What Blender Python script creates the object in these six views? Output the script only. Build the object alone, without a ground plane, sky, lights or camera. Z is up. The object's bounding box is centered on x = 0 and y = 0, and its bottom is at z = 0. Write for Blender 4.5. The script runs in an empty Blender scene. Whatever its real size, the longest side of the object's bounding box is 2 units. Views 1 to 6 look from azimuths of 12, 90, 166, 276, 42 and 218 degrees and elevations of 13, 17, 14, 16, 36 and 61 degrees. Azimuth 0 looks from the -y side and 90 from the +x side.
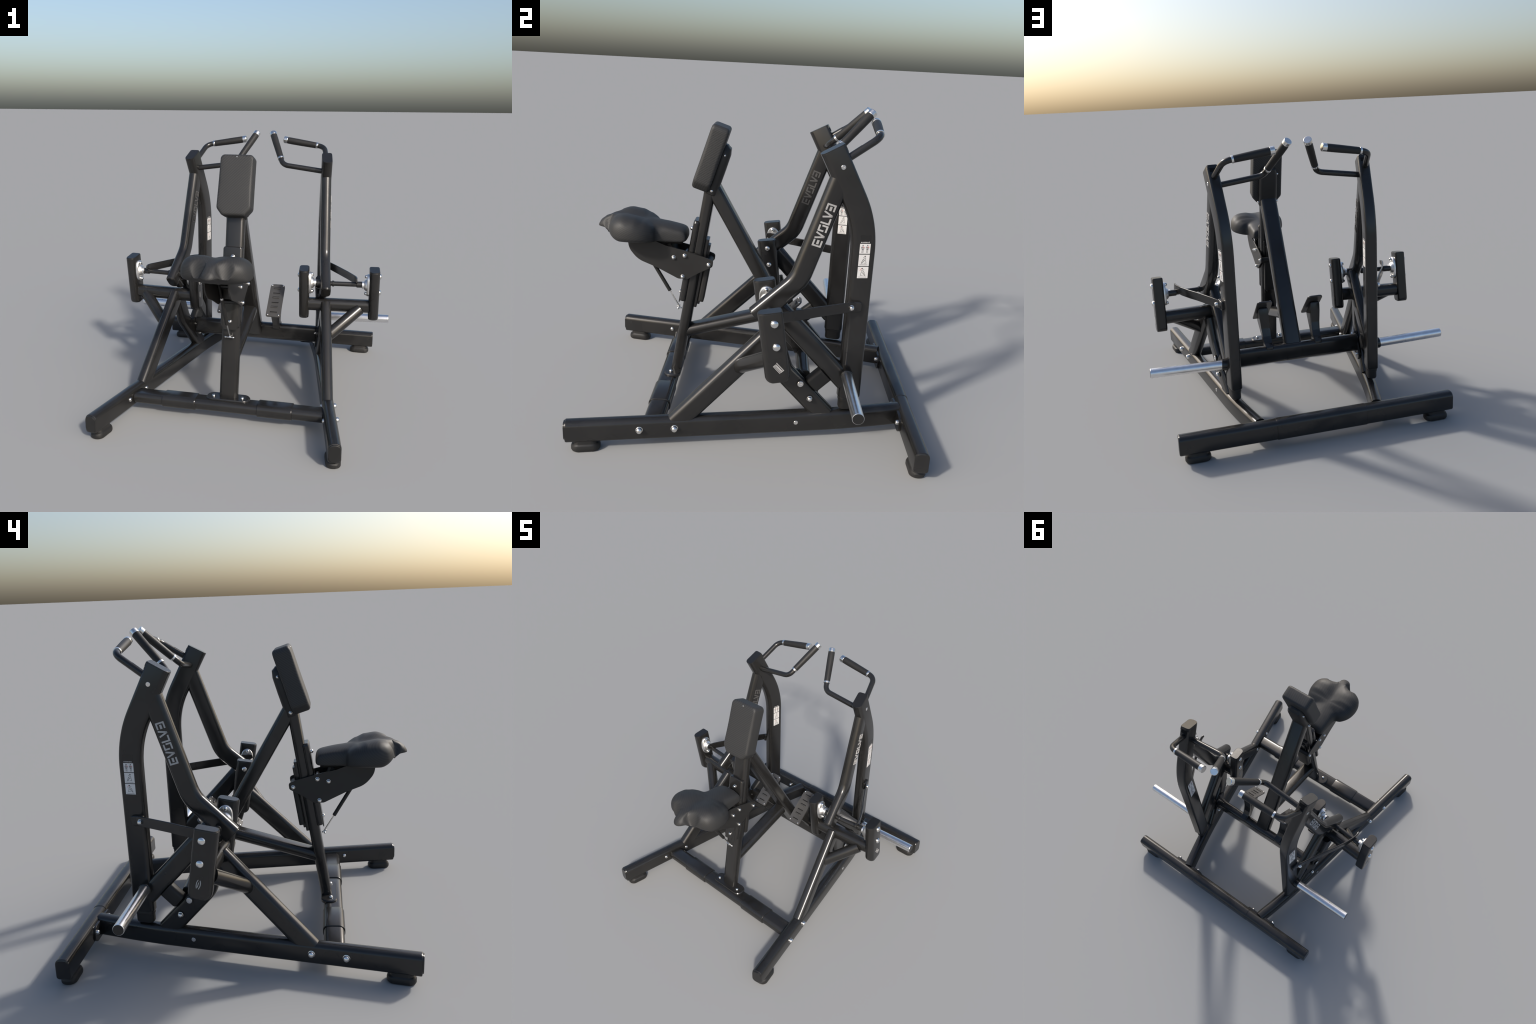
"""Plate-loaded seated row exercise machine: base of obround tubes, leaning mast
with chest pad and saddle seat, two pivoting lever arms with double handles."""
import bpy, bmesh, math, random
from mathutils import Vector, Matrix
random.seed(7)
V = Vector

# ------------------------------------------------------------------ materials
def new_mat(name):
    m = bpy.data.materials.new(name); m.use_nodes = True
    nt = m.node_tree
    return m, nt, nt.nodes["Principled BSDF"], nt.nodes.new("ShaderNodeTexCoord")

def noise_bump(nt, b, tc, scale, dist, strength=1.0):
    n = nt.nodes.new("ShaderNodeTexNoise"); n.inputs["Scale"].default_value = scale
    n.inputs["Detail"].default_value = 4
    bp = nt.nodes.new("ShaderNodeBump")
    bp.inputs["Distance"].default_value = dist; bp.inputs["Strength"].default_value = strength
    nt.links.new(tc.outputs["Object"], n.inputs["Vector"])
    nt.links.new(n.outputs["Fac"], bp.inputs["Height"])
    nt.links.new(bp.outputs["Normal"], b.inputs["Normal"])
    return n, bp

def ramp(nt, src, dst, c0, c1, p0=0.35, p1=0.65):
    r = nt.nodes.new("ShaderNodeValToRGB")
    r.color_ramp.elements[0].position = p0; r.color_ramp.elements[1].position = p1
    r.color_ramp.elements[0].color = c0; r.color_ramp.elements[1].color = c1
    nt.links.new(src, r.inputs["Fac"]); nt.links.new(r.outputs["Color"], dst)
    return r

def g(v, t=0.0):                                  # grey with a slight warm tint
    return (v * (1 + t), v, v * (1 - t), 1)

def painted(name, base, rough, spec=0.5, bump=0.0006):
    m, nt, b, tc = new_mat(name)
    n, _ = noise_bump(nt, b, tc, 38, bump, 0.25)
    n2 = nt.nodes.new("ShaderNodeTexNoise"); n2.inputs["Scale"].default_value = 6
    nt.links.new(tc.outputs["Object"], n2.inputs["Vector"])
    ramp(nt, n2.outputs["Fac"], b.inputs["Base Color"], g(base * 0.9, .03), g(base * 1.1, .03))
    mr = nt.nodes.new("ShaderNodeMapRange")
    mr.inputs["To Min"].default_value = rough - .04; mr.inputs["To Max"].default_value = rough + .04
    nt.links.new(n2.outputs["Fac"], mr.inputs["Value"]); nt.links.new(mr.outputs["Result"], b.inputs["Roughness"])
    b.inputs["Specular IOR Level"].default_value = spec
    return m

def metal(name, col, rough, streak=0.0):
    m, nt, b, tc = new_mat(name)
    b.inputs["Metallic"].default_value = 1.0
    n = nt.nodes.new("ShaderNodeTexNoise"); n.inputs["Scale"].default_value = 25
    nt.links.new(tc.outputs["Object"], n.inputs["Vector"])
    ramp(nt, n.outputs["Fac"], b.inputs["Base Color"], tuple(c * .92 for c in col) + (1,), tuple(col) + (1,))
    mr = nt.nodes.new("ShaderNodeMapRange")
    mr.inputs["To Min"].default_value = rough * .8; mr.inputs["To Max"].default_value = rough * 1.2
    nt.links.new(n.outputs["Fac"], mr.inputs["Value"]); nt.links.new(mr.outputs["Result"], b.inputs["Roughness"])
    return m

def vinyl(name, base, weave):
    """upholstery with a fine diagonal twill weave"""
    m, nt, b, tc = new_mat(name)
    dp = nt.nodes.new("ShaderNodeVectorMath"); dp.operation = 'DOT_PRODUCT'
    dp.inputs[1].default_value = (-.52, -.48, .70)     # twill runs up to the right on front and side
    nt.links.new(tc.outputs["Object"], dp.inputs[0])
    k = nt.nodes.new("ShaderNodeMath"); k.operation = 'MULTIPLY'; k.inputs[1].default_value = 2*math.pi/.0095
    nt.links.new(dp.outputs["Value"], k.inputs[0])
    sn = nt.nodes.new("ShaderNodeMath"); sn.operation = 'SINE'; nt.links.new(k.outputs["Value"], sn.inputs[0])
    w = nt.nodes.new("ShaderNodeMath"); w.operation = 'MULTIPLY_ADD'
    w.inputs[1].default_value = .5; w.inputs[2].default_value = .5; nt.links.new(sn.outputs["Value"], w.inputs[0])
    ramp(nt, w.outputs["Value"], b.inputs["Base Color"], g(base * (1 - weave)), g(base * (1 + weave)), .25, .75)
    bp = nt.nodes.new("ShaderNodeBump"); bp.inputs["Distance"].default_value = .0006
    bp.inputs["Strength"].default_value = .25
    nt.links.new(w.outputs["Value"], bp.inputs["Height"]); nt.links.new(bp.outputs["Normal"], b.inputs["Normal"])
    b.inputs["Roughness"].default_value = .55
    b.inputs["Specular IOR Level"].default_value = .35
    return m

BLACK = painted("black_powder_coat", .0155, .23)
CAPM = painted("plastic_cap", .012, .26)
PLATE = painted("black_plate", .020, .42, .35)
RUBBER = painted("black_rubber", .016, .5, .4)
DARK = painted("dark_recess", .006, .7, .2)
PAD = vinyl("pad_vinyl", .031, .13)
SEATV = vinyl("seat_vinyl", .027, .09)
GRIP = painted("grip_rubber", .018, .5, .35, .001)
CHROME = metal("zinc_plated_bolt", (.80, .79, .77), .22)
STEEL = metal("satin_peg", (.86, .86, .87), .30)
CASTING = metal("bearing_casting", (.93, .92, .90), .40)
TREAD = painted("tread_plate", .052, .34)
LETTER = painted("printed_letter", .40, .5, .3)
PAPER = painted("sticker_paper", .66, .8, .1)
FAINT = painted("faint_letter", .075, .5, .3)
INK = painted("sticker_ink", .14, .6, .2)
SKIN = painted("sticker_ochre", .36, .6, .2)
REDI = bpy.data.materials.new("sticker_red"); REDI.use_nodes = True
REDI.node_tree.nodes["Principled BSDF"].inputs["Base Color"].default_value = (.55, .12, .1, 1)

# -------------------------------------------------------------------- objects
COL = bpy.context.scene.collection
def empty(name):
    o = bpy.data.objects.new(name, None); COL.objects.link(o); return o

ROOT = empty("seated_row_machine")
ROOT["label"] = "black plate-loaded seated row gym machine with chest pad and saddle seat"
ROOT["category"] = "exercise machine"

def mesh_obj(name, bm, mat, parent=None, angle=21):
    bmesh.ops.remove_doubles(bm, verts=bm.verts, dist=1e-6)
    bmesh.ops.recalc_face_normals(bm, faces=bm.faces)
    me = bpy.data.meshes.new(name); bm.to_mesh(me); bm.free()
    mats = mat if isinstance(mat, (list, tuple)) else [mat]
    for m in mats: me.materials.append(m)
    if angle: me.shade_smooth(); me.set_sharp_from_angle(angle=math.radians(angle))
    else: me.shade_flat()
    o = bpy.data.objects.new(name, me); COL.objects.link(o)
    o.parent = parent or ROOT
    return o

def put(name, me, mw, parent=None):
    o = bpy.data.objects.new(name, me); COL.objects.link(o)
    o.parent = parent or ROOT; o.matrix_world = mw
    return o

# ----------------------------------------------------------------- geometry
def rrect(w, h, r, n=6):
    """rounded rectangle, counter-clockwise"""
    r = min(r, w / 2 - 1e-4, h / 2 - 1e-4); pts = []
    for cx, cy, a0 in ((w/2-r, h/2-r, 0), (-w/2+r, h/2-r, 90), (-w/2+r, -h/2+r, 180), (w/2-r, -h/2+r, 270)):
        for i in range(n + 1):
            a = math.radians(a0 + 90 * i / n)
            pts.append((cx + r * math.cos(a), cy + r * math.sin(a)))
    return pts

def circ(r, n=28):
    return [(r * math.cos(2*math.pi*i/n), r * math.sin(2*math.pi*i/n)) for i in range(n)]

def fillet(pts, radii, n=10):
    """polyline with the inner corners rounded to the given radii"""
    pts = [V(p) for p in pts]; out = [pts[0]]
    if not isinstance(radii, (list, tuple)): radii = [radii] * (len(pts) - 2)
    for i in range(1, len(pts) - 1):
        p, a, b = pts[i], (pts[i-1] - pts[i]).normalized(), (pts[i+1] - pts[i]).normalized()
        ang = a.angle(b); R = radii[i-1]
        if R <= 0 or math.pi - ang < 1e-3: out.append(p); continue
        t = R / math.tan(ang / 2)
        c = p + (a + b).normalized() * (R / math.sin(ang / 2))
        s0, s1 = p + a * t - c, p + b * t - c
        tot = s0.angle(s1); ax = s0.cross(s1).normalized()
        for k in range(n + 1):
            out.append(c + Matrix.Rotation(tot * k / n, 3, ax) @ s0)
    out.append(pts[-1]); return out

def add_loft(bm, path, sec, ref, bevel=(.004, .004), caps=True, scale=None, mi=0):
    """sweep a section along a path. ref = direction of the section's first axis.
    scale(i, f) -> (sa, sb) lets the section vary along the path."""
    path = [V(p) for p in path]; ref = V(ref)
    L = [0.0]
    for i in range(1, len(path)): L.append(L[-1] + (path[i] - path[i-1]).length)
    rings = []
    def ring(p, t, sa, sb, inset=0.0):
        a = (ref - t * ref.dot(t)).normalized(); b = t.cross(a)
        out = []
        for x, y in sec:
            x, y = x * sa, y * sb
            if inset:
                l = math.hypot(x, y); k = max(0.05, 1 - inset / l) if l > 1e-6 else 1
                x, y = x * k, y * k
            out.append(bm.verts.new(p + a * x + b * y))
        return out
    n = len(path)
    for i, p in enumerate(path):
        if i == 0: t = (path[1] - p).normalized()
        elif i == n - 1: t = (p - path[i-1]).normalized()
        else: t = ((path[i+1] - p).normalized() + (p - path[i-1]).normalized()).normalized()
        sa, sb = scale(i, L[i] / L[-1]) if scale else (1, 1)
        if i == 0 and bevel[0]:
            rings.append(ring(p, t, sa, sb, bevel[0]))
            rings.append(ring(p + t * bevel[0] * .3, t, sa, sb, bevel[0] * .3))
            rings.append(ring(p + t * bevel[0], t, sa, sb))
        elif i == n - 1 and bevel[1]:
            rings.append(ring(p - t * bevel[1], t, sa, sb))
            rings.append(ring(p - t * bevel[1] * .3, t, sa, sb, bevel[1] * .3))
            rings.append(ring(p, t, sa, sb, bevel[1]))
        else: rings.append(ring(p, t, sa, sb))
    m = len(sec)
    for r0, r1 in zip(rings, rings[1:]):
        for j in range(m):
            f = bm.faces.new((r0[j], r0[(j+1) % m], r1[(j+1) % m], r1[j])); f.material_index = mi
    if caps:
        f = bm.faces.new(rings[0][::-1]); f.material_index = mi
        f = bm.faces.new(rings[-1]); f.material_index = mi
    return rings

def d_section(w, h, r_rear, r_front, n=6):
    """tube section fuller on one side: x across, +y side gets r_rear"""
    pts = []
    for cx, cy, a0, r in ((w/2, h/2, 0, r_rear), (-w/2, h/2, 90, r_rear), (-w/2, -h/2, 180, r_front), (w/2, -h/2, 270, r_front)):
        cx -= math.copysign(r, cx); cy -= math.copysign(r, cy)
        for i in range(n + 1):
            a = math.radians(a0 + 90 * i / n); pts.append((cx + r * math.cos(a), cy + r * math.sin(a)))
    return pts

def tube(name, path, w, h, ref, mat=None, parent=None, r=.03, bevel=(.004, .004), scale=None, n=6, rr=None):
    bm = bmesh.new()
    add_loft(bm, path, d_section(w, h, rr, r, n) if rr else rrect(w, h, r, n), ref, bevel, scale=scale)
    return mesh_obj(name, bm, mat or BLACK, parent)

def rod(name, path, r, mat, parent=None, bevel=(.002, .002), scale=None, seg=28):
    bm = bmesh.new(); p0, p1 = V(path[0]), V(path[1])
    d = (p1 - p0).normalized(); ref = V((0, 0, 1)) if abs(d.z) < .8 else V((1, 0, 0))
    add_loft(bm, path, circ(r, seg), ref, bevel, scale=scale)
    return mesh_obj(name, bm, mat, parent)

def add_prism(bm, poly, o, ex, ey, en, t, bev=0.0, mi=0):
    """flat polygon (list of 2-D points) with thickness t along en"""
    o, ex, ey, en = V(o), V(ex), V(ey), V(en)
    lo = [bm.verts.new(o + ex*x + ey*y) for x, y in poly]
    if bev:
        cx = sum(p[0] for p in poly) / len(poly); cy = sum(p[1] for p in poly) / len(poly)
        md = [bm.verts.new(o + ex*x + ey*y + en*(t-bev)) for x, y in poly]
        hi = []
        for x, y in poly:
            l = math.hypot(x-cx, y-cy); k = 1 - bev / l
            hi.append(bm.verts.new(o + ex*(cx+(x-cx)*k) + ey*(cy+(y-cy)*k) + en*t))
        layers = [lo, md, hi]
    else:
        layers = [lo, [bm.verts.new(o + ex*x + ey*y + en*t) for x, y in poly]]
    n = len(poly)
    for a, b in zip(layers, layers[1:]):
        for j in range(n):
            f = bm.faces.new((a[j], a[(j+1) % n], b[(j+1) % n], b[j])); f.material_index = mi
    f = bm.faces.new(lo[::-1]); f.material_index = mi
    f = bm.faces.new(layers[-1]); f.material_index = mi

def plate(name, poly, o, ex, ey, en, t, mat, parent=None, bev=.0015):
    bm = bmesh.new(); add_prism(bm, poly, o, ex, ey, en, t, bev)
    return mesh_obj(name, bm, mat, parent)

def round_poly(pts, radii, n=6):
    """closed polygon with rounded corners"""
    out = []; k = len(pts)
    if not isinstance(radii, (list, tuple)): radii = [radii] * k
    for i in range(k):
        p, a, b = V(pts[i]).to_3d(), V(pts[i-1]).to_3d(), V(pts[(i+1) % k]).to_3d()
        f = fillet([a, p, b], radii[i], n)[1:-1]
        out += [(q.x, q.y) for q in f]
    return out

def mirror(o, parent=None, name=None):
    """mirrored twin (x -> -x) of a mesh object, with its children"""
    me = o.data.copy()
    bm = bmesh.new(); bm.from_mesh(me)
    mw = o.matrix_basis.copy()
    bm.transform(mw); bm.transform(Matrix.Scale(-1, 4, (1, 0, 0)))
    bmesh.ops.reverse_faces(bm, faces=bm.faces)
    bm.to_mesh(me); bm.free()
    q = bpy.data.objects.new(name or o.name.split('.')[0], me); COL.objects.link(q)
    q.parent = parent or ROOT
    return q

BOTH = []                                          # objects to be mirrored
def both(o): BOTH.append(o); return o

# bolts: one shared mesh per kind, axis +z, base at z=0
def lathe_mesh(name, prof, mat, seg=20):
    bm = bmesh.new(); rings = []
    for r, z in prof:
        rings.append([bm.verts.new((max(r, 1e-5) * math.cos(2*math.pi*i/seg), max(r, 1e-5) * math.sin(2*math.pi*i/seg), z)) for i in range(seg)])
    for a, b in zip(rings, rings[1:]):
        for j in range(seg): bm.faces.new((a[j], a[(j+1) % seg], b[(j+1) % seg], b[j]))
    bm.faces.new(rings[0][::-1]); bm.faces.new(rings[-1])
    bmesh.ops.recalc_face_normals(bm, faces=bm.faces)
    me = bpy.data.meshes.new(name); bm.to_mesh(me); bm.free()
    me.materials.append(mat); me.shade_smooth(); me.set_sharp_from_angle(angle=math.radians(40))
    return me

NUT = lathe_mesh("cap_nut", [(1.12, -.3), (1.12, .12), (.98, .18), (.98, .55), (.90, .85), (.70, 1.1), (.42, 1.25), (.12, 1.3), (0, 1.3)], CHROME)
DOME = lathe_mesh("dome_head", [(1, -.3), (1, .08), (.97, .22), (.86, .42), (.68, .58), (.45, .68), (.2, .73), (0, .74)], CHROME, 24)
DISC = lathe_mesh("disc_plug", [(1, -.3), (1, .06), (.92, .14), (.25, .16), (.18, .1), (0, .1)], CHROME, 24)

def bolt(me, pos, d, r, parent=None, pair=False, name="bolt"):
    d = V(d).normalized()
    def one(p, dd):
        mw = Matrix.Translation(p) @ dd.to_track_quat('Z', 'Y').to_matrix().to_4x4() @ Matrix.Scale(r, 4)
        return put(name, me, mw, parent)
    one(V(pos), d)
    if pair:
        one(V((-pos[0], pos[1], pos[2])), V((-d.x, d.y, d.z)))

W, H = .072, .118                                   # the common obround tube
X, Y, ZZ = V((1, 0, 0)), V((0, 1, 0)), V((0, 0, 1))

# ----------------------------------------------------------------- base frame
SL = .176                                           # toe-in of the side rails
def rail_x(y): return .650 - SL * (y + .45) - .10 * max(0, y - .45)**1.5
RN = V((1, SL, 0)).normalized()                     # outward normal of a rail
def bar(name, path, w, h, ref, rt=.032, rb=.016, mat=None, bevel=(.006, .006)):
    """horizontal tube, ref = sideways direction with the tube running so that up stays up"""
    d = (V(path[-1]) - V(path[0])); up = d.cross(V(ref))
    if up.z < 0: ref = -V(ref)
    bm = bmesh.new(); add_loft(bm, path, d_section(w, h, rt, rb), ref, bevel)
    return mesh_obj(name, bm, mat or BLACK)
RW = .078
rail = both(bar("side_rail", [(rail_x(y), y, .115) for y in (-.966, -.7, -.3, .1, .45, .55, .65, .75, .89)], RW, .120, RN, bevel=(.007, 0)))
both(tube("rail_cap", [(rail_x(-.964), -.964, .116), (rail_x(-.973), -.973, .116)], RW - .008, .108, RN, CAPM, r=.030, bevel=(0, .005)))

def rubber_foot(c, along, name="rubber_foot"):
    along = V(along).normalized(); side = ZZ.cross(along)
    bm = bmesh.new()
    def sc(i, f):
        k = (1.0, 1.03, 1.03, .97, .83, .80, .80)[i]
        return k, k
    c = V(c)
    zs = (0, .008, .022, .033, .040, .048, .062)
    add_loft(bm, [c + ZZ*z for z in zs], rrect(.151, .087, .039, 8), along, (.004, 0), scale=sc)
    return mesh_obj(name, bm, RUBBER)
both(rubber_foot((rail_x(-.862), -.862, 0), (-SL, 1, 0)))
both(rubber_foot((.775, .927, 0), X))

bar("base_bar", [(-.884, .926, .114), (.884, .926, .114)], .082, .120, Y, bevel=(.008, .008))
bar("bar_sleeve", [(-.29, .926, .114), (.29, .926, .114)], .087, .125, Y, rt=.034, rb=.018, bevel=(.003, .003))
both(plate("rail_flange", round_poly([(-.135, -.050), (.135, -.050), (.135, .050), (-.135, .050)], .042),
           (rail_x(.87), .887, .104), X, ZZ, -Y, .014, BLACK))
for x in (.502, .302): bolt(NUT, (x, .873, .118), -Y, .014, pair=True)

# front cross bar with its two clamping sleeves and the mast foot plate
FB = (-.513, .109)
tube("tie_bar", [(-.63, FB[0], FB[1]), (.63, FB[0], FB[1])], .118, W, Y, r=.03)
for s in (1, -1):
    tube("bar_sleeve", [(s*.205, FB[0], FB[1]), (s*.432, FB[0], FB[1])], .129, .084, Y, r=.034, bevel=(.005, .005))
plate("mast_foot", round_poly([(-.145, -.050), (.145, -.050), (.145, .050), (-.145, .050)], .044),
      (0, -.489, .136), X, Y, ZZ, .020, BLACK, bev=.006)
for s in (1, -1): bolt(NUT, (s*.096, -.499, .153), ZZ, .012)
for y, me, r in ((-.58, NUT, .0178), (-.394, NUT, .0178), (.276, DISC, .0125)):
    p = V((rail_x(y), y, .118))
    bolt(me, p + RN * (RW/2), RN, r, pair=True)
for y in (-.60, -.405):
    p = V((rail_x(y), y, .118)); bolt(DOME, p - RN * (RW/2), -RN, .0145, pair=True)

# ---------------------------------------------------------------------- mast
def mast_y(z): return -.471 + .162 * (z - .16)
MD = V((0, .162, 1)).normalized()
MN = V((0, 1, -.162)).normalized()                   # backwards across the mast
mast = tube("mast", [(0, mast_y(.148), .148), (0, mast_y(1.36), 1.36)], .122, .067, X, r=.026)
# rear strut, from behind the chest pad down to the step bar
def strut_y(z): return -.071 - .58 * (z - 1)
tube("strut", [(0, strut_y(.335), .335), (0, strut_y(1.345), 1.345)], .122, .086, X, r=.026)
tube("strut_link", [(0, -.44, .400), (0, .125, .560)], .112, W, X, r=.033)

# step bar between the two lever frames
SB = (.316, .343)
tube("step_bar", [(-.47, SB[0], SB[1]), (.47, SB[0], SB[1])], .068, .122, Y, r=.027)
tube("step_bar_collar", [(-.058, SB[0], SB[1]), (.058, SB[0], SB[1])], .070, .124, Y, r=.028, bevel=(.001, .001))

# foot plates on their posts
fp_c = V((.182, .187, .622)); fp_l = V((0, .205, .180)).normalized()
fp_n = V((0, -fp_l.z, fp_l.y)); hl, hw = .140, .054
bm = bmesh.new()
add_prism(bm, round_poly([(-hw, -hl), (hw, -hl), (hw, hl), (-hw, hl)], [.014, .014, .028, .028]), fp_c, X, fp_l, fp_n, .010, .0025)
fplate = mesh_obj("foot_plate", bm, TREAD); both(fplate)
bm = bmesh.new()
bd = bmesh.new()
for k in range(6):                                   # pressed louvres and slots in turn
    t = -.102 + .0405 * k
    if k % 2:
        add_loft(bm, [fp_c + X*(-.026) + fp_l*t + fp_n*.0105, fp_c + X*.026 + fp_l*t + fp_n*.0105], rrect(.010, .012, .004, 3), fp_l, (.003, .003))
        add_loft(bd, [fp_c + X*(-.025) + fp_l*(t+.0075) + fp_n*.0095, fp_c + X*.025 + fp_l*(t+.0075) + fp_n*.0095], rrect(.006, .002, .0008, 2), fp_l, (0, 0))
    else:
        add_loft(bd, [fp_c + X*(-.026) + fp_l*t + fp_n*.0095, fp_c + X*.026 + fp_l*t + fp_n*.0095], rrect(.007, .002, .0008, 2), fp_l, (0, 0))
        add_loft(bm, [fp_c + X*(-.026) + fp_l*(t-.007) + fp_n*.0095, fp_c + X*.026 + fp_l*(t-.007) + fp_n*.0095], rrect(.006, .006, .002, 3), fp_l, (.002, .002))
both(mesh_obj("tread_rib", bm, TREAD)); both(mesh_obj("tread_slot", bd, DARK))
for sx in (-.04, .04):
    for sl in (-hl + .014, hl - .014):
        bolt(DOME, fp_c + X*sx + fp_l*sl + fp_n*.010, fp_n, .0058, pair=True, name="rivet")
def foot_post():
    """bent bracket: side profile swept across x, wider towards the plate"""
    prof = round_poly([(.268, .375), (.350, .385), (.346, .405), (.305, .424), (.282, .462), (.264, .516), (.254, .60), (.246, .672),
                       (.215, .640), (.128, .556), (.178, .495), (.250, .412)], [.004, .004, .01, .03, .03, .05, .05, .01, .01, .02, .05, .03], 4)
    bm = bmesh.new(); sides = []
    for sx, k in ((-1, 0), (-1, 1), (1, 1), (1, 0)):
        ring_ = []
        for y, z in prof:
            f = min(1, max(0, (z - .40) / .22)); cx = .176 + .012*f; hw = .0265 + .007*f
            cy, cz = .24, .50
            q = 1 if k else .94
            ring_.append(bm.verts.new((cx + sx*(hw - (.0 if not k else .005)) if not k else cx + sx*(hw - .005), cy + (y-cy)*q, cz + (z-cz)*q) if not k
                                      else (cx + sx*(hw - .006), y, z)))
        sides.append(ring_)
    m = len(prof)
    for a, b in zip(sides, sides[1:]):
        for t in range(m): bm.faces.new((a[t], a[(t+1) % m], b[(t+1) % m], b[t]))
    bm.faces.new(sides[0][::-1]); bm.faces.new(sides[-1])
    return mesh_obj("foot_post", bm, BLACK, None, 50)
both(foot_post())

# ------------------------------------------------------------------ chest pad
PA = V((0, .31, .9507)).normalized(); PB = V((0, .9507, -.31))      # up the pad, back through the pad
pad_o = V((.002, -.280, 1.514))
def soft_block(name, outline, o, ex, ey, en, t, r, mat, parent=None, crown=0.0):
    """upholstered slab: outline rounded over with radius r on both faces"""
    bm = bmesh.new(); cx = 0; cy = 0; rings = []
    def rg(k, inset):
        out = []
        for x, y in outline:
            l = math.hypot(x, y); q = 1 - inset / l
            out.append(bm.verts.new(o + ex*x*q + ey*y*q + en*k))
        return out
    n = 6
    for i in range(n + 1):
        a = math.pi/2 * i / n
        rings.append(rg(-t/2 + r*(1-math.sin(a)), r*(1-math.cos(a))))
    rings = rings[::-1]
    for i in range(n + 1):
        a = math.pi/2 * i / n
        rings.append(rg(t/2 - r*(1-math.sin(a)), r*(1-math.cos(a))))
    # order: first face inset ring -> side -> second face
    rings = sorted(rings, key=lambda rr: (sum((v.co - o).dot(en) for v in rr)))
    m = len(outline)
    for a, b in zip(rings, rings[1:]):
        for j in range(m): bm.faces.new((a[j], a[(j+1) % m], b[(j+1) % m], b[j]))
    for rr, s in ((rings[0], -1), (rings[-1], 1)):   # crowned faces
        prev = rr
        for q in (.85, .6, .3):
            nx = []
            for v in rr:
                d = v.co - o; h = d.dot(en); flat = d - en*h
                nx.append(bm.verts.new(o + flat*q + en*(h + s*crown*(1-q*q))))
            for j in range(m): bm.faces.new((prev[j], prev[(j+1) % m], nx[(j+1) % m], nx[j]))
            prev = nx
        bm.faces.new(prev if s > 0 else prev[::-1])
    return mesh_obj(name, bm, mat, parent, angle=50)

def dense(poly, step=.012):
    out = []
    for i, p in enumerate(poly):
        q = poly[(i+1) % len(poly)]; d = math.dist(p, q); k = max(1, int(d / step))
        out += [(p[0] + (q[0]-p[0])*j/k, p[1] + (q[1]-p[1])*j/k) for j in range(k)]
    return out

pad_out = dense(round_poly([(-.109, .195), (.109, .195), (.113, -.152), (.074, -.199), (-.074, -.199), (-.113, -.152)],
                     [.028, .028, .035, .03, .03, .035]))
soft_block("chest_pad", pad_out, pad_o, X, PA, PB, .106, .020, PAD, crown=.002)
bolt(DOME, pad_o - PB*.0535 + PA*.176, -PB, .0035, name="stud")
# moulded housing behind the pad
bm = bmesh.new()
ho = pad_o + PB*.048
def hs(i, f): return ((1.0, 1.0, 1.0, .97, .80, .55)[i], (1.0, 1.0, 1.0, .97, .80, .45)[i])
add_loft(bm, [ho - PA*.205, ho - PA*.19, ho - PA*.05, ho + PA*.045, ho + PA*.085, ho + PA*.10],
         [(x, y + .020) for x, y in rrect(.136, .072, .030)], X, (.006, .004), scale=hs)
mesh_obj("pad_housing", bm, PLATE, None, 45)
bm = bmesh.new()
add_loft(bm, [ho - PA*.19 + PB*.037, ho + PA*.05 + PB*.037, ho + PA*.072 + PB*.030], rrect(.085, .03, .014), X, (.004, .006))
mesh_obj("housing_rib", bm, PLATE, None, 45)
for s in (1, -1):
    bolt(NUT, (s*.068, -.271, 1.323), (s, 0, 0), .0095)
    bolt(NUT, (s*.064, -.200, 1.533), (s, 0, 0), .0075)

# ------------------------------------------------------------------ saddle seat
def catmull(pts, n=8):
    """closed Catmull-Rom curve through 2-D points"""
    out = []; k = len(pts)
    for i in range(k):
        p0, p1, p2, p3 = pts[i-1], pts[i], pts[(i+1) % k], pts[(i+2) % k]
        for j in range(n):
            t = j / n
            out.append(tuple(.5*((2*p1[c]) + (-p0[c]+p2[c])*t + (2*p0[c]-5*p1[c]+4*p2[c]-p3[c])*t*t + (-p0[c]+3*p1[c]-3*p2[c]+p3[c])*t**3) for c in (0, 1)))
    return out
half = [(0.0, -.412), (.072, -.415), (.092, -.428), (.098, -.47), (.103, -.55), (.114, -.588), (.155, -.606), (.190, -.645), (.209, -.69), (.215, -.74),
        (.208, -.79), (.188, -.828), (.152, -.853), (.112, -.868), (.076, -.884), (.050, -.912), (.034, -.937), (.016, -.950)]
outline = catmull(half + [(0.0, -.953)] + [(-x, y) for x, y in half[:0:-1]], 5)
def sm(a, b, x):
    t = min(1, max(0, (x - a) / (b - a))); return t*t*(3-2*t)
def ga(x, s): return math.exp(-(x/s)**2)
def curve(t, pts):
    """smooth interpolation through (t, value) pairs, t falling"""
    if t >= pts[0][0]: return pts[0][1]
    for (a, va), (b, vb) in zip(pts, pts[1:]):
        if t >= b:
            k = (a - t) / (a - b); return va + (vb - va) * (k*.5 + k*k*(3-2*k)*.5)
    return pts[-1][1]
RIDGE = [(-.42, 1.090), (-.57, 1.110), (-.61, 1.110), (-.66, 1.132), (-.71, 1.153), (-.78, 1.165), (-.83, 1.160), (-.90, 1.140)]
VALLEY = [(-.42, 1.088), (-.57, 1.113), (-.66, 1.126), (-.78, 1.146), (-.86, 1.143), (-.90, 1.132), (-.93, 1.114), (-.96, 1.085)]
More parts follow.
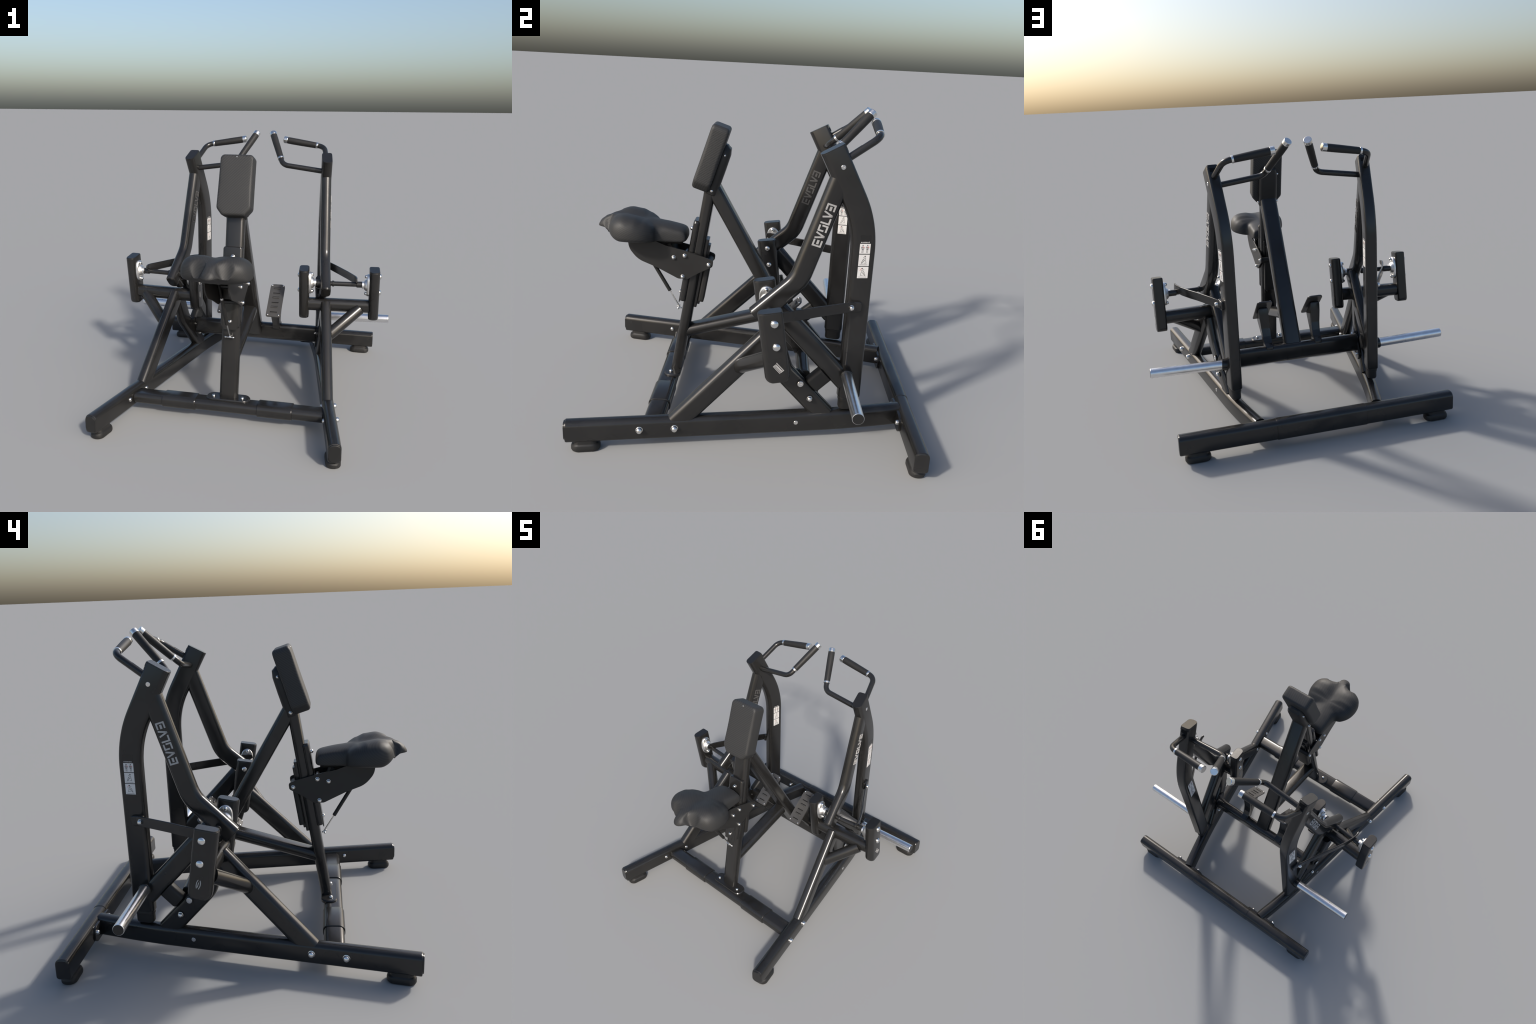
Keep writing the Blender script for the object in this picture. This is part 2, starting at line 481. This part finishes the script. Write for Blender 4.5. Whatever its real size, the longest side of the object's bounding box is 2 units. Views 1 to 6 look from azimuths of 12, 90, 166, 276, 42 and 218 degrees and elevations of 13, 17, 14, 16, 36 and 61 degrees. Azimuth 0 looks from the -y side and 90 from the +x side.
def seat_top(x, y):
    ax = abs(x); r, v = curve(y, RIDGE), curve(y, VALLEY)
    z = v + (r - v) * sm(.0, .085, ax) - .55 * max(0, ax - .125)**1.5
    nose = v - 9 * ax**2
    kn = sm(-.855, -.915, y)
    rear = v - 2.2 * ax**2; kr = sm(-.62, -.56, y)
    z = z * (1 - kr) + rear * kr
    return z * (1-kn) + nose * kn
def seat_bot(x, y):
    return 1.000 + .022 * (abs(x)/.21)**1.6 + .062 * sm(-.78, -.93, y)
bm = bmesh.new(); c = V((0, -.665))
ss = [.12, .25, .4, .54, .66, .76, .83, .88, .91, .93, .945, .957, .968, .978, .987, .994, .998, 1.0]
def grow(fn):
    rows = []
    for s in ss: rows.append([bm.verts.new(fn(c.x + (x-c.x)*s, c.y + (y-c.y)*s, s)) for x, y in outline])
    return rows
def topv(x, y, s):
    zt, zb = seat_top(x, y), seat_bot(x, y)
    zm = zb + .26*(zt - zb)
    p = 8 + 10 * ga(x, .05) * sm(-.80, -.88, y) + 9 * sm(-.60, -.50, y)
    z = zm + (zt - zm) * (1 - s**p)**(1/2.4)
    # thigh scoops either side of the nose
    zc = 1.062 + .070 * ((abs(x) - .097) / .060)**2 + .060 * max(y + .868, -.010) / .024
    if y < -.80 and abs(x) < .17:
        h = .012; d = z - zc
        z = zc if d > h else (z if d < -h else z - (d + h)**2 / (4*h))
        z = max(z, zb + .004)
    return V((x, y, min(z, zt)))
def botv(x, y, s):
    zt, zb = seat_top(x, y), seat_bot(x, y)
    zm = zb + .26*(zt - zb); zr = topv(x, y, s).z; zm = min(zm, zr) if s < 1 else zr; k = (1 - s**20)**(1/2.4); q = 1 - .03 * k * s**4 * ga(abs(x) - .088, .045) * sm(-.78, -.86, y)
    return V((c.x + (x-c.x)*q, c.y + (y-c.y)*q, zm - (zm - zb) * k))
T, B = grow(topv), grow(botv); m = len(outline)
for rows in (T, B):
    ce = bm.verts.new((c.x, c.y, seat_top(c.x, c.y) if rows is T else seat_bot(c.x, c.y)))
    for j in range(m): bm.faces.new((ce, rows[0][j], rows[0][(j+1) % m]))
    for a, b in zip(rows, rows[1:]):
        for j in range(m): bm.faces.new((a[j], a[(j+1) % m], b[(j+1) % m], b[j]))
mesh_obj("saddle_seat", bm, SEATV, None, 70)
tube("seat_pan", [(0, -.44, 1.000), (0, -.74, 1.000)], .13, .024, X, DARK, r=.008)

# ------------------------------------------------------- seat carriage on the mast
side = round_poly([(-.765, 1.004), (-.757, .95), (-.705, .885), (-.592, .840), (-.462, .774), (-.405, .771), (-.335, .815),
                   (-.254, .858), (-.250, .896), (-.300, .916), (-.412, .949), (-.538, .980), (-.60, 1.004)],
                  [.005, .10, .14, .2, .04, .03, .05, .018, .018, .05, .08, .05, .005])
for s in (1, -1):
    plate("carriage_plate", side, (s*.070, 0, 0), Y, ZZ, (s, 0, 0), .008, PLATE, bev=.0015)
    for y, z in ((-.489, .907), (-.423, .921), (-.277, .871), (-.434, .788)):
        bolt(NUT, (s*.078, y, z), (s, 0, 0), .0115)
for y, z, r, mt in ((-.277, .871, .019, RUBBER), (-.434, .788, .014, BLACK), (-.489, .907, .012, BLACK), (-.423, .921, .014, BLACK)):
    rod("spacer_roller", [(-.068, y, z), (.068, y, z)], r, mt)
tube("carriage_crossplate", [(0, -.46, .885), (0, -.52, .99)], .132, .02, X, DARK, r=.004)
# guide channel wrapped round the front of the mast and the stack behind it
def along_mast(z0, z1, off): return [V((0, mast_y(z0), z0)) + MN*off, V((0, mast_y(z1), z1)) + MN*off]
tube("guide_channel", along_mast(.612, 1.128, -.040), .130, .040, X, r=.018, bevel=(.012, .015))
tube("guide_window", along_mast(.60, .79, -.060), .098, .006, X, r=.002, bevel=(.002, .002))
tube("guide_rail", along_mast(.585, 1.025, .040), .088, .022, X, r=.007)
tube("guide_rail", along_mast(.604, .99, .055), .060, .020, X, r=.006)
tube("counterweight", along_mast(.628, .865, .070), .098, .034, X, RUBBER, r=.010, bevel=(.006, .006))
for z in (.653, 1.064):
    p = V((0.003, mast_y(z), z)) - MN*.060; bolt(NUT, p, -MN, .0125)
# gas spring under the seat
g0, g1, g2 = V((.005, -.462, .563)), V((0, -.522, .665)), V((0, -.640, .866))
rod("gas_spring_rod", [g0, g1 + (g1-g0)*.1], .0046, CHROME)
rod("gas_spring", [g1, g2], .0115, RUBBER)
rod("spring_ferrule", [g2 - (g2-g1)*.1, g2 + (g2-g1)*.06], .0105, CHROME)
rod("spring_link", [g2, g2 + (g2-g1)*.6], .007, DARK)
rod("spring_pin", [(-.020, -.466, .560), (.028, -.466, .560)], .0042, CHROME)
rod("spring_pin", [(.005, -.478, .566), (.005, -.448, .552)], .0055, CHROME)
for x in (-.022, .026): bolt(NUT, (x, -.466, .560), (1 if x > 0 else -1, 0, 0), .0065)

# --------------------------------------------------- pivot frames (built for +x)
# brace from rail to yoke, yoke tube, struts
b0 = V((.637, -.388, .130)); b1 = V((.557, .108, .646))
both(tube("brace", [b0, b1], W + .001, .117, V((1, .2, 0)), r=.031, bevel=(0, .004)))
both(tube("yoke_tube", [(.425, .104, .646), (.865, .140, .646)], .088, .090, Y, r=.036, bevel=(0, 0)))
both(tube("brace_strut", [(.585, -.050, .466), (.618, -.034, .490), (.792, .108, .628)], .080, .080, V((-.6, 0, .6)), r=.036, bevel=(0, 0)))
lb = both(tube("stop_brace", fillet([(.551, .135, .60), (.532, .19, .43), (.489, .443, .145)], .12), .066, .118, V((1, .17, 0)), r=.028, bevel=(0, 0)))
for y, z, r, me in ((.294, .359, .0175, DISC), (.351, .266, .0145, NUT)):
    xo = .532 - (y-.19)*.17 + .033
    plate_c = V((xo - .001, y, z))
    bolt(me, plate_c + X*.008, V((1, .17, 0)), r, pair=True)
    bolt(NUT, V((xo - .078, y, z)), V((-1, -.17, 0)), .012, pair=True)
    w_ = rod("washer", [plate_c, plate_c + V((1, .17, 0))*.008], r*1.35, BLACK); both(w_)
# end flange of the step bar, bolted against the stop brace
fl_n = V((1, .17, 0)).normalized(); fl_u = V((-.11, .64, -.72)).normalized(); fl_v = fl_n.cross(fl_u).normalized()
both(plate("step_bar_flange", round_poly([(-.105, -.045), (.105, -.045), (.105, .045), (-.105, .045)], .035),
     V((.470, .315, .320)) - fl_n*.004, fl_u, fl_v, fl_n, .014, BLACK))

# pivot posts
PT = 4.6                                             # posts are turned a little about z
pn = V((math.cos(math.radians(PT)), math.sin(math.radians(PT)), 0))
pd = V((0, -.157, 1)).normalized()
def post(cx, cy_top, z_top, z_bot, w, rr):
    top = V((cx, cy_top, z_top)); L = (z_top - z_bot) / pd.z
    bot = top - pd*L
    n = 8; path = []; R = .032
    # rounded lower end: section shortens along its long side
    def sc(i, f):
        if i <= n:
            a = math.pi/2 * i / n
            return (1 - .10*(1-math.sin(a)), 1 - (2*R/.122) * (1 - math.sin(a)) * .75)
        return (1, 1)
    for i in range(n + 1):
        a = math.pi/2 * i / n
        path.append(bot + pd * R * (1 - math.cos(a)))
    path += [top - pd*.10, top]
    bm = bmesh.new(); add_loft(bm, path, d_section(w, .122, rr, .031), pn, (.002, .003), scale=sc)
    return mesh_obj("pivot_post", bm, BLACK), top
po, pot = post(.889, .098, .918, .558, .071, .015); both(po)
pi_, pit = post(.404, .063, .910, .550, .069, .020); both(pi_)
for top, w, rr in ((pot, .071, .011), (pit, .069, .019)):
    both(tube("post_cap", [top - pd*.002, top + pd*.004], w - .006, .114, pn, CAPM, r=.028, rr=rr, bevel=(0, .002)))
pv = pn.cross(pd).normalized()                        # across the post face (towards +y)
if pv.y < 0: pv = -pv
bolt(DOME, V((.889, .112, .868)) + pn*.0355 + pv*.008, pn, .0205, pair=True, name="axle_cap")
bolt(DOME, V((.889, .128, .749)) + pn*.0355 + pv*.008, pn, .0205, pair=True, name="axle_cap")
bolt(DOME, V((.404, .075, .862)) - pn*.0345, -pn, .0175, pair=True, name="axle_cap")
bolt(DOME, V((.404, .092, .748)) - pn*.0345, -pn, .0175, pair=True, name="axle_cap")

# bearings and axle
AX0, AX1 = V((.448, .083, .806)), V((.842, .122, .806))
axd = (AX1 - AX0).normalized()
both(rod("axle", [AX0, AX1], .0165, BLACK))
def bearing(face, d):
    """two-bolt flange bearing: oval casting, hub, insert and bolts"""
    bm = bmesh.new(); u = pd; v = u.cross(d).normalized()
    oval = []
    for i in range(40):
        a = 2*math.pi*i/40
        rr = .047 + .034 * abs(math.sin(a))**3
        oval.append((rr*math.sin(a), rr*math.cos(a)*.98))
    add_prism(bm, oval, face, u, v, d, .016, .004)
    add_loft(bm, [face + d*.010, face + d*.024, face + d*.034], circ(.043, 32), u, (0, .004), scale=lambda i, f: ((1, .93, .80)[i],)*2)
    o = mesh_obj("bearing", bm, CASTING, None, 45); both(o)
    both(rod("bearing_insert", [face + d*.02, face + d*.050], .0245, CASTING))
    for s in (1, -1): bolt(NUT, face + u*(.064*s) + d*.016, d, .0125, pair=True)
bearing(V((.889, .118, .806)) - pn*.0350, -pn)
bearing(V((.404, .083, .806)) + pn*.0340, pn)
both(rod("axle_collar", [AX1 - axd*.075, AX1 - axd*.02], .0215, BLACK))
both(rod("axle_collar", [AX0 + axd*.045, AX0 + axd*.085], .0245, BLACK))
both(rod("axle_collar", [V((.603, .099, .806)) - axd*.005, V((.603, .099, .806)) + axd*.010], .021, BLACK))

# -------------------------------------------------------------------- lever arms
LT = .158
ln = V((1, LT, 0)).normalized(); lu = V((-LT, 1, 0)).normalized()
def LP(y, z, off=0.0):
    return V((.566 - LT*y, y, z)) + ln*off
LW = .0745
lever = both(tube("lever_post", fillet([LP(.573, .262), LP(.575, 1.272), LP(.3735, 1.656)], .60, 14), LW, .125, ln, r=.028, rr=.016, bevel=(.006, .002),
     scale=lambda i, f: (1, 1 + .03*f)))
both(tube("lever_arm", fillet([LP(.437, 1.54), LP(.246, .956), LP(.026, .757)], .20, 12), LW - .003, .112, ln, r=.032, bevel=(0, .005)))
both(tube("lever_brace", [V((.512, .130, .803)), V((.486, .545, .358))], LW - .004, .112, V((1, .06, 0)), r=.027, bevel=(.004, 0)))
both(tube("lever_foot", [LP(.573, .30), LP(.573, .186)], LW - .012, .108, ln, RUBBER, r=.027, bevel=(0, .012)))
both(tube("foot_ring", [LP(.573, .262), LP(.573, .240)], LW - .006, .114, ln, RUBBER, r=.028, bevel=(.003, .003)))
both(tube("pivot_boss", [LP(.075, .775, -.012), LP(.135, .715, -.012)], LW - .016, .062, ln, r=.022))
# stop bumper on the lever brace
sd = V((0, -.72, -.69)).normalized()
both(tube("stop_bumper", [LP(.43, .405), LP(.372, .352), LP(.352, .334)], .064, .10, ln, RUBBER, r=.022, bevel=(0, .014)))
# end caps of head and arm
hd = (LP(.3735, 1.656) - LP(.575, 1.272)).normalized(); he = LP(.3735, 1.656)
hv = ln.cross(hd).normalized()
if hv.y < 0: hv = -hv
both(tube("lever_cap", [he - hd*.012, he + hd*.005], LW - .004, .130, ln, CAPM, r=.029, rr=.015, bevel=(0, .002)))
both(plate("cap_notch", [(-.022, -.012), (.022, -.012), (.022, .012), (-.022, .012)], he + hv*.0625 - hd*.030, ln, hd, hv, .004, DARK, bev=0))
for s in (1, -1):
    both(plate("cap_lip", [(-.006, -.012), (.006, -.012), (.004, .010), (-.004, .010)], he - hd*.009 + hv*.058 + ln*(s*.027), ln, hd, hv, .0065, BLACK, bev=.001))
ae = LP(.026, .757); ad = (LP(.026, .757) - LP(.246, .956)).normalized()
both(tube("lever_cap", [ae - ad*.004, ae + ad*.003], LW - .010, .102, ln, CAPM, r=.029, bevel=(0, .002)))
bolt(DISC, LP(.427, 1.572, LW/2), ln, .0125, pair=True, name="plug")

# weight peg
both(rod("weight_peg", [(.528, .548, .414), (1.0, .553, .427)], .0305, STEEL, bevel=(.002, .003), seg=36))
both(rod("peg_cap", [(.990, .553, .4267), (1.0006, .553, .427)], .0285, CAPM, bevel=(0, .001)))
both(rod("peg_collar", [(.500, .547, .411), (.548, .548, .4145)], .037, BLACK, bevel=(.003, .005), seg=36))

# curved flat link from the outer bearing to the lever post
lp = [V((.768, .060, .848)), V((.770, .085, .843)), V((.762, .120, .836)), V((.735, .185, .831)), V((.690, .270, .830)), V((.645, .345, .830)), V((.598, .430, .828)), V((.556, .505, .826)), V((.533, .548, .825)), V((.521, .572, .825))]
bm = bmesh.new()
def lks(i, f):
    return (1, (.45, .75, .95, 1, 1, 1, 1, 1, .92, .55)[i])
add_loft(bm, lp, rrect(.010, .058, .004, 4), V((.87, .48, 0)), (.002, .002), scale=lks)
both(mesh_obj("link_plate", bm, BLACK))
both(tube("link_lug", [LP(.512, .824, LW/2 + .006), LP(.586, .822, LW/2 + .006)], .022, .060, ln, r=.008, bevel=(.006, .012)))
bolt(NUT, LP(.527, .824, LW/2 + .026), ln, .0135, pair=True)

# handles: bent tube, grip, end cap, ring
def handle(root, corner, ring, tip, R):
    d = (tip - ring).normalized()
    both(rod("handle_tube", fillet([root, corner, ring + d*.02], R, 10), .0192, BLACK))
    L = (tip - ring).length; cap = .030
    path = [ring + d*(L-cap)*t for t in (0, .04, .15, .4, .65, .85, .97, 1)]
    k = (.0218, .0225, .0230, .0240, .0250, .0252, .0250, .0244)
    both(rod("handle_grip", path, 1.0, GRIP, bevel=(.001, .001), scale=lambda i, f: (k[i], k[i])))
    both(rod("grip_ring", [ring - d*.008, ring + d*.006], .0238, CHROME, bevel=(.002, .002)))
    both(rod("grip_end", [tip - d*cap, tip - d*.006, tip], .0264, CHROME, bevel=(.002, .004)))
handle(V((.470, .421, 1.558)), V((.178, .415, 1.597)), V((.155, .458, 1.641)), V((.060, .631, 1.820)), .065)
handle(V((.503, .440, 1.602)), V((.458, .618, 1.722)), V((.402, .6215, 1.7305)), V((.147, .637, 1.7695)), .065)
both(plate("tube_gusset", [(-.045, -.004), (.045, -.004), (.045, .004), (-.045, .004)],
     V((.489, .497, 1.640)) + V((0, -.559, .829))*.0145, (V((.458, .618, 1.722)) - V((.503, .440, 1.602))).normalized(), X, V((0, -.559, .829)), .006, BLACK))

# ------------------------------------------------- lettering, stickers and emblems
def quad_stroke(a, b, w):
    a, b = V(a), V(b); d = (b - a).normalized(); n = V((-d.y, d.x)) * (w/2)
    return [tuple(a - n), tuple(b - n), tuple(b + n), tuple(a + n)]
ST = .17                                             # stroke width in letter units (height 1)
def glyph_E(flip=False):
    s = [[(0, 0), (ST, 0), (ST, 1), (0, 1)], [(ST, 0), (.72, 0), (.72, ST), (ST, ST)], [(ST, 1-ST), (.72, 1-ST), (.72, 1), (ST, 1)],
         [(.27, .36), (.72, .36), (.72, .60), (.27, .60)]]
    if flip: s = [[(.72-x, y) for x, y in q][::-1] for q in s]
    return s
def glyph_V(): return [quad_stroke((.06, 1), (.36, .03), ST), quad_stroke((.66, 1), (.36, .03), ST)]
def glyph_O():
    return [[(0, .36), (ST, .36), (ST, 1), (0, 1)], [(ST, 1-ST), (.66, 1-ST), (.66, 1), (ST, 1)],
            [(.55, 0), (.72, 0), (.72, .66), (.55, .66)], [(0, 0), (.55, 0), (.55, ST), (0, ST)]]
def glyph_L(): return [[(0, 0), (ST, 0), (ST, 1), (0, 1)], [(ST, 0), (.68, 0), (.68, ST), (ST, ST)]]
WORD = [glyph_E(), glyph_V(), glyph_O(), glyph_L(), glyph_V(), glyph_E(True)]
def lettering(o, ex, ey, en, height, length, mat, parent=None):
    bm = bmesh.new(); adv = length / height / 5.62
    for i, gl in enumerate(WORD):
        for q in gl:
            add_prism(bm, [((x + (0, .98, 1.98, 2.98, 3.72, 4.72)[i]*adv*1.02) * height, y * height) for x, y in q], V(o) - V(en)*.002, ex, ey, en, .0028)
    return mesh_obj("lettering", bm, mat, parent, 0)

def figure(kind, bm, o, ex, ey, en, w, h):
    """little exercise pictogram inside a panel of size w x h"""
    def st(a, b, t, mi): add_prism(bm, [(x*w, y*h) for x, y in quad_stroke(a, b, t)], o, ex, ey, en, .0006, 0, mi)
    def blob(cx, cy, r, mi): add_prism(bm, [(cx*w + r*w*math.cos(k*math.pi/5), cy*h + r*w*math.sin(k*math.pi/5)) for k in range(10)], o, ex, ey, en, .0006, 0, mi)
    if kind == 0:
        for cx in (.28, .72):
            blob(cx, .84, .06, 1)
            for s in (-1, 1):
                st((cx + s*.04, .72), (cx + s*.14, .62), .07, 3 if s > 0 else 1)
                st((cx + s*.13, .62), (cx + s*.10, .46), .03, 1)
                st((cx + s*.05, .42), (cx + s*.05, .08), .035, 1)
                st((cx + s*.02, .70), (cx + s*.04, .42), .03, 1)
            st((cx - .08, .44), (cx + .08, .44), .06, 1)
    else:
        f = 1 if kind == 1 else -1; m = lambda x: .5 + f*(x-.5)
        blob(m(.58), .84, .07, 1)
        st((m(.40), .76), (m(.62), .66), .07, 2); st((m(.62), .72), (m(.66), .50), .06, 2)
        st((m(.44), .62), (m(.30), .38), .03, 1); st((m(.60), .52), (m(.44), .40), .05, 1)
        st((m(.44), .44), (m(.34), .22), .04, 1); st((m(.66), .48), (m(.72), .26), .03, 1)
        st((m(.30), .36), (m(.26), .20), .05, 1); st((m(.50), .26), (m(.74), .24), .03, 1)
        st((m(.52), .62), (m(.36), .48), .025, 1)
        if kind == 2: st((.20, .66), (.36, .88), .03, 3)
        st((.12, .10), (.86, .10), .028, 1)
def sticker(o, ex, ey, en, w, total, parent=None):
    """o = lower left corner; three white panels with pictograms under a dark title strip"""
    bm = bmesh.new(); gap = .005; heights = [.067, .066, .057]
    k = total / (sum(heights) + 2*gap); y = 0
    kinds = [2, 1, 0]
    for kd, hgt in zip(kinds, heights):
        hgt *= k; p = V(o) + V(ey)*y
        add_prism(bm, [(0, 0), (w, 0), (w, hgt), (0, hgt)], p - V(en)*.0015, ex, ey, en, .0022, 0, 0)
        figure(kd, bm, p + V(en)*.0006, ex, ey, en, w, hgt)
        y += hgt + gap*k
    add_prism(bm, [(0, 0), (w, 0), (w, .045), (0, .045)], V(o) + V(ey)*(y-gap*k+.001) - V(en)*.0015, ex, ey, en, .0020, 0, 4)
    for r in range(7):
        a = .06 + .12*r + random.random()*.02
        add_prism(bm, [(w*a, .004), (w*(a+.08), .004), (w*(a+.08), .009 + .003*random.random()), (w*a, .009)], V(o) + V(ey)*(y-gap*k+.001), ex, ey, en, .0009, 0, 5)
    return mesh_obj("instruction_sticker", bm, [PAPER, INK, SKIN, REDI, CAPM, LETTER], parent, 0)

def flipx(v): return V((-v.x, v.y, v.z))
HL = LW/2
ta, tb = LP(.338, 1.150), LP(.408, 1.378)
for sgn in (1, -1):
    for face in (1, -1):
        f = (lambda v: v) if sgn > 0 else flipx
        en = f(ln) * face; ex = (f(tb) - f(ta)).normalized()
        ey = en.cross(ex).normalized()
        # the reader faces -en: word runs upwards, letter tops to the reader's left
        outer_ = face > 0
        base = f(LP(.340, 1.150, face*HL)) if ey.y < 0 else f(LP(.290, 1.157, face*HL))
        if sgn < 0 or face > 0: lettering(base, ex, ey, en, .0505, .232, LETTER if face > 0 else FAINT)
        # stickers on the upright
        sx = ZZ.cross(en).normalized()
        y0, z0 = (.549, .984) if (sgn > 0 and face > 0) else (.549, .972)
        w = .058
        corner = f(LP(y0 if sx.y > 0 else y0 + w, z0, face*HL))
        sticker(corner, sx, ZZ, en, w, .190 if (sgn > 0 and face > 0) else .176)

def emblem_block(o, ex, ey, en):
    """slanted badge of parallel bars"""
    bm = bmesh.new()
    A = Matrix.Rotation(math.radians(38), 2)
    def q(x0, y0, x1, y1):
        pts = [A @ V(p) for p in ((x0, y0), (x1, y0), (x1, y1), (x0, y1))]
        add_prism(bm, [tuple(p) for p in pts], V(o) - V(en)*.002, ex, ey, en, .0028)
    q(-.0155, -.026, -.0115, .020); q(-.0085, -.020, -.0045, .020); q(-.0025, -.020, .0065, .020)
    q(-.0155, .017, .0065, .022); q(.0105, -.021, .0145, .026); q(-.0085, -.026, .0145, -.0215)
    return mesh_obj("emblem", bm, LETTER, None, 0)
def emblem_waves(o, ex, ey, en):
    """three curved upright strokes"""
    bm = bmesh.new()
    for pts in (((-.004, .026), (-.0105, .012), (-.012, -.004), (-.0095, -.019)), ((.000, .012), (-.0025, 0), (-.0055, -.014)), ((.006, .022), (.0095, .008), (.0085, -.006), (.001, -.024))):
        for a, b in zip(pts, pts[1:]):
            add_prism(bm, quad_stroke(a, b, .0042), V(o) - V(en)*.002, ex, ey, en, .0028 + random.random()*.0001)
    return mesh_obj("emblem", bm, LETTER, None, 0)
ec = V((.889, .151, .640)) + pn*.0355
emblem_block(ec, ZZ.cross(pn).normalized(), pd, pn)
pn2 = flipx(pn)
emblem_waves(flipx(ec) + V((0, -.002, 0)), ZZ.cross(pn2).normalized(), pd, pn2)
for sgn in (1, -1):                                   # small mark inside the inner posts
    d = -pn if sgn > 0 else -pn2
    c_ = V((.404, .103, .655)) - pn*.0345
    emblem_waves(c_ if sgn > 0 else flipx(c_), ZZ.cross(d).normalized(), pd, d)

# ------------------------------------------------------------------- mirror & tree
for o in BOTH: mirror(o)
bpy.context.view_layer.update()
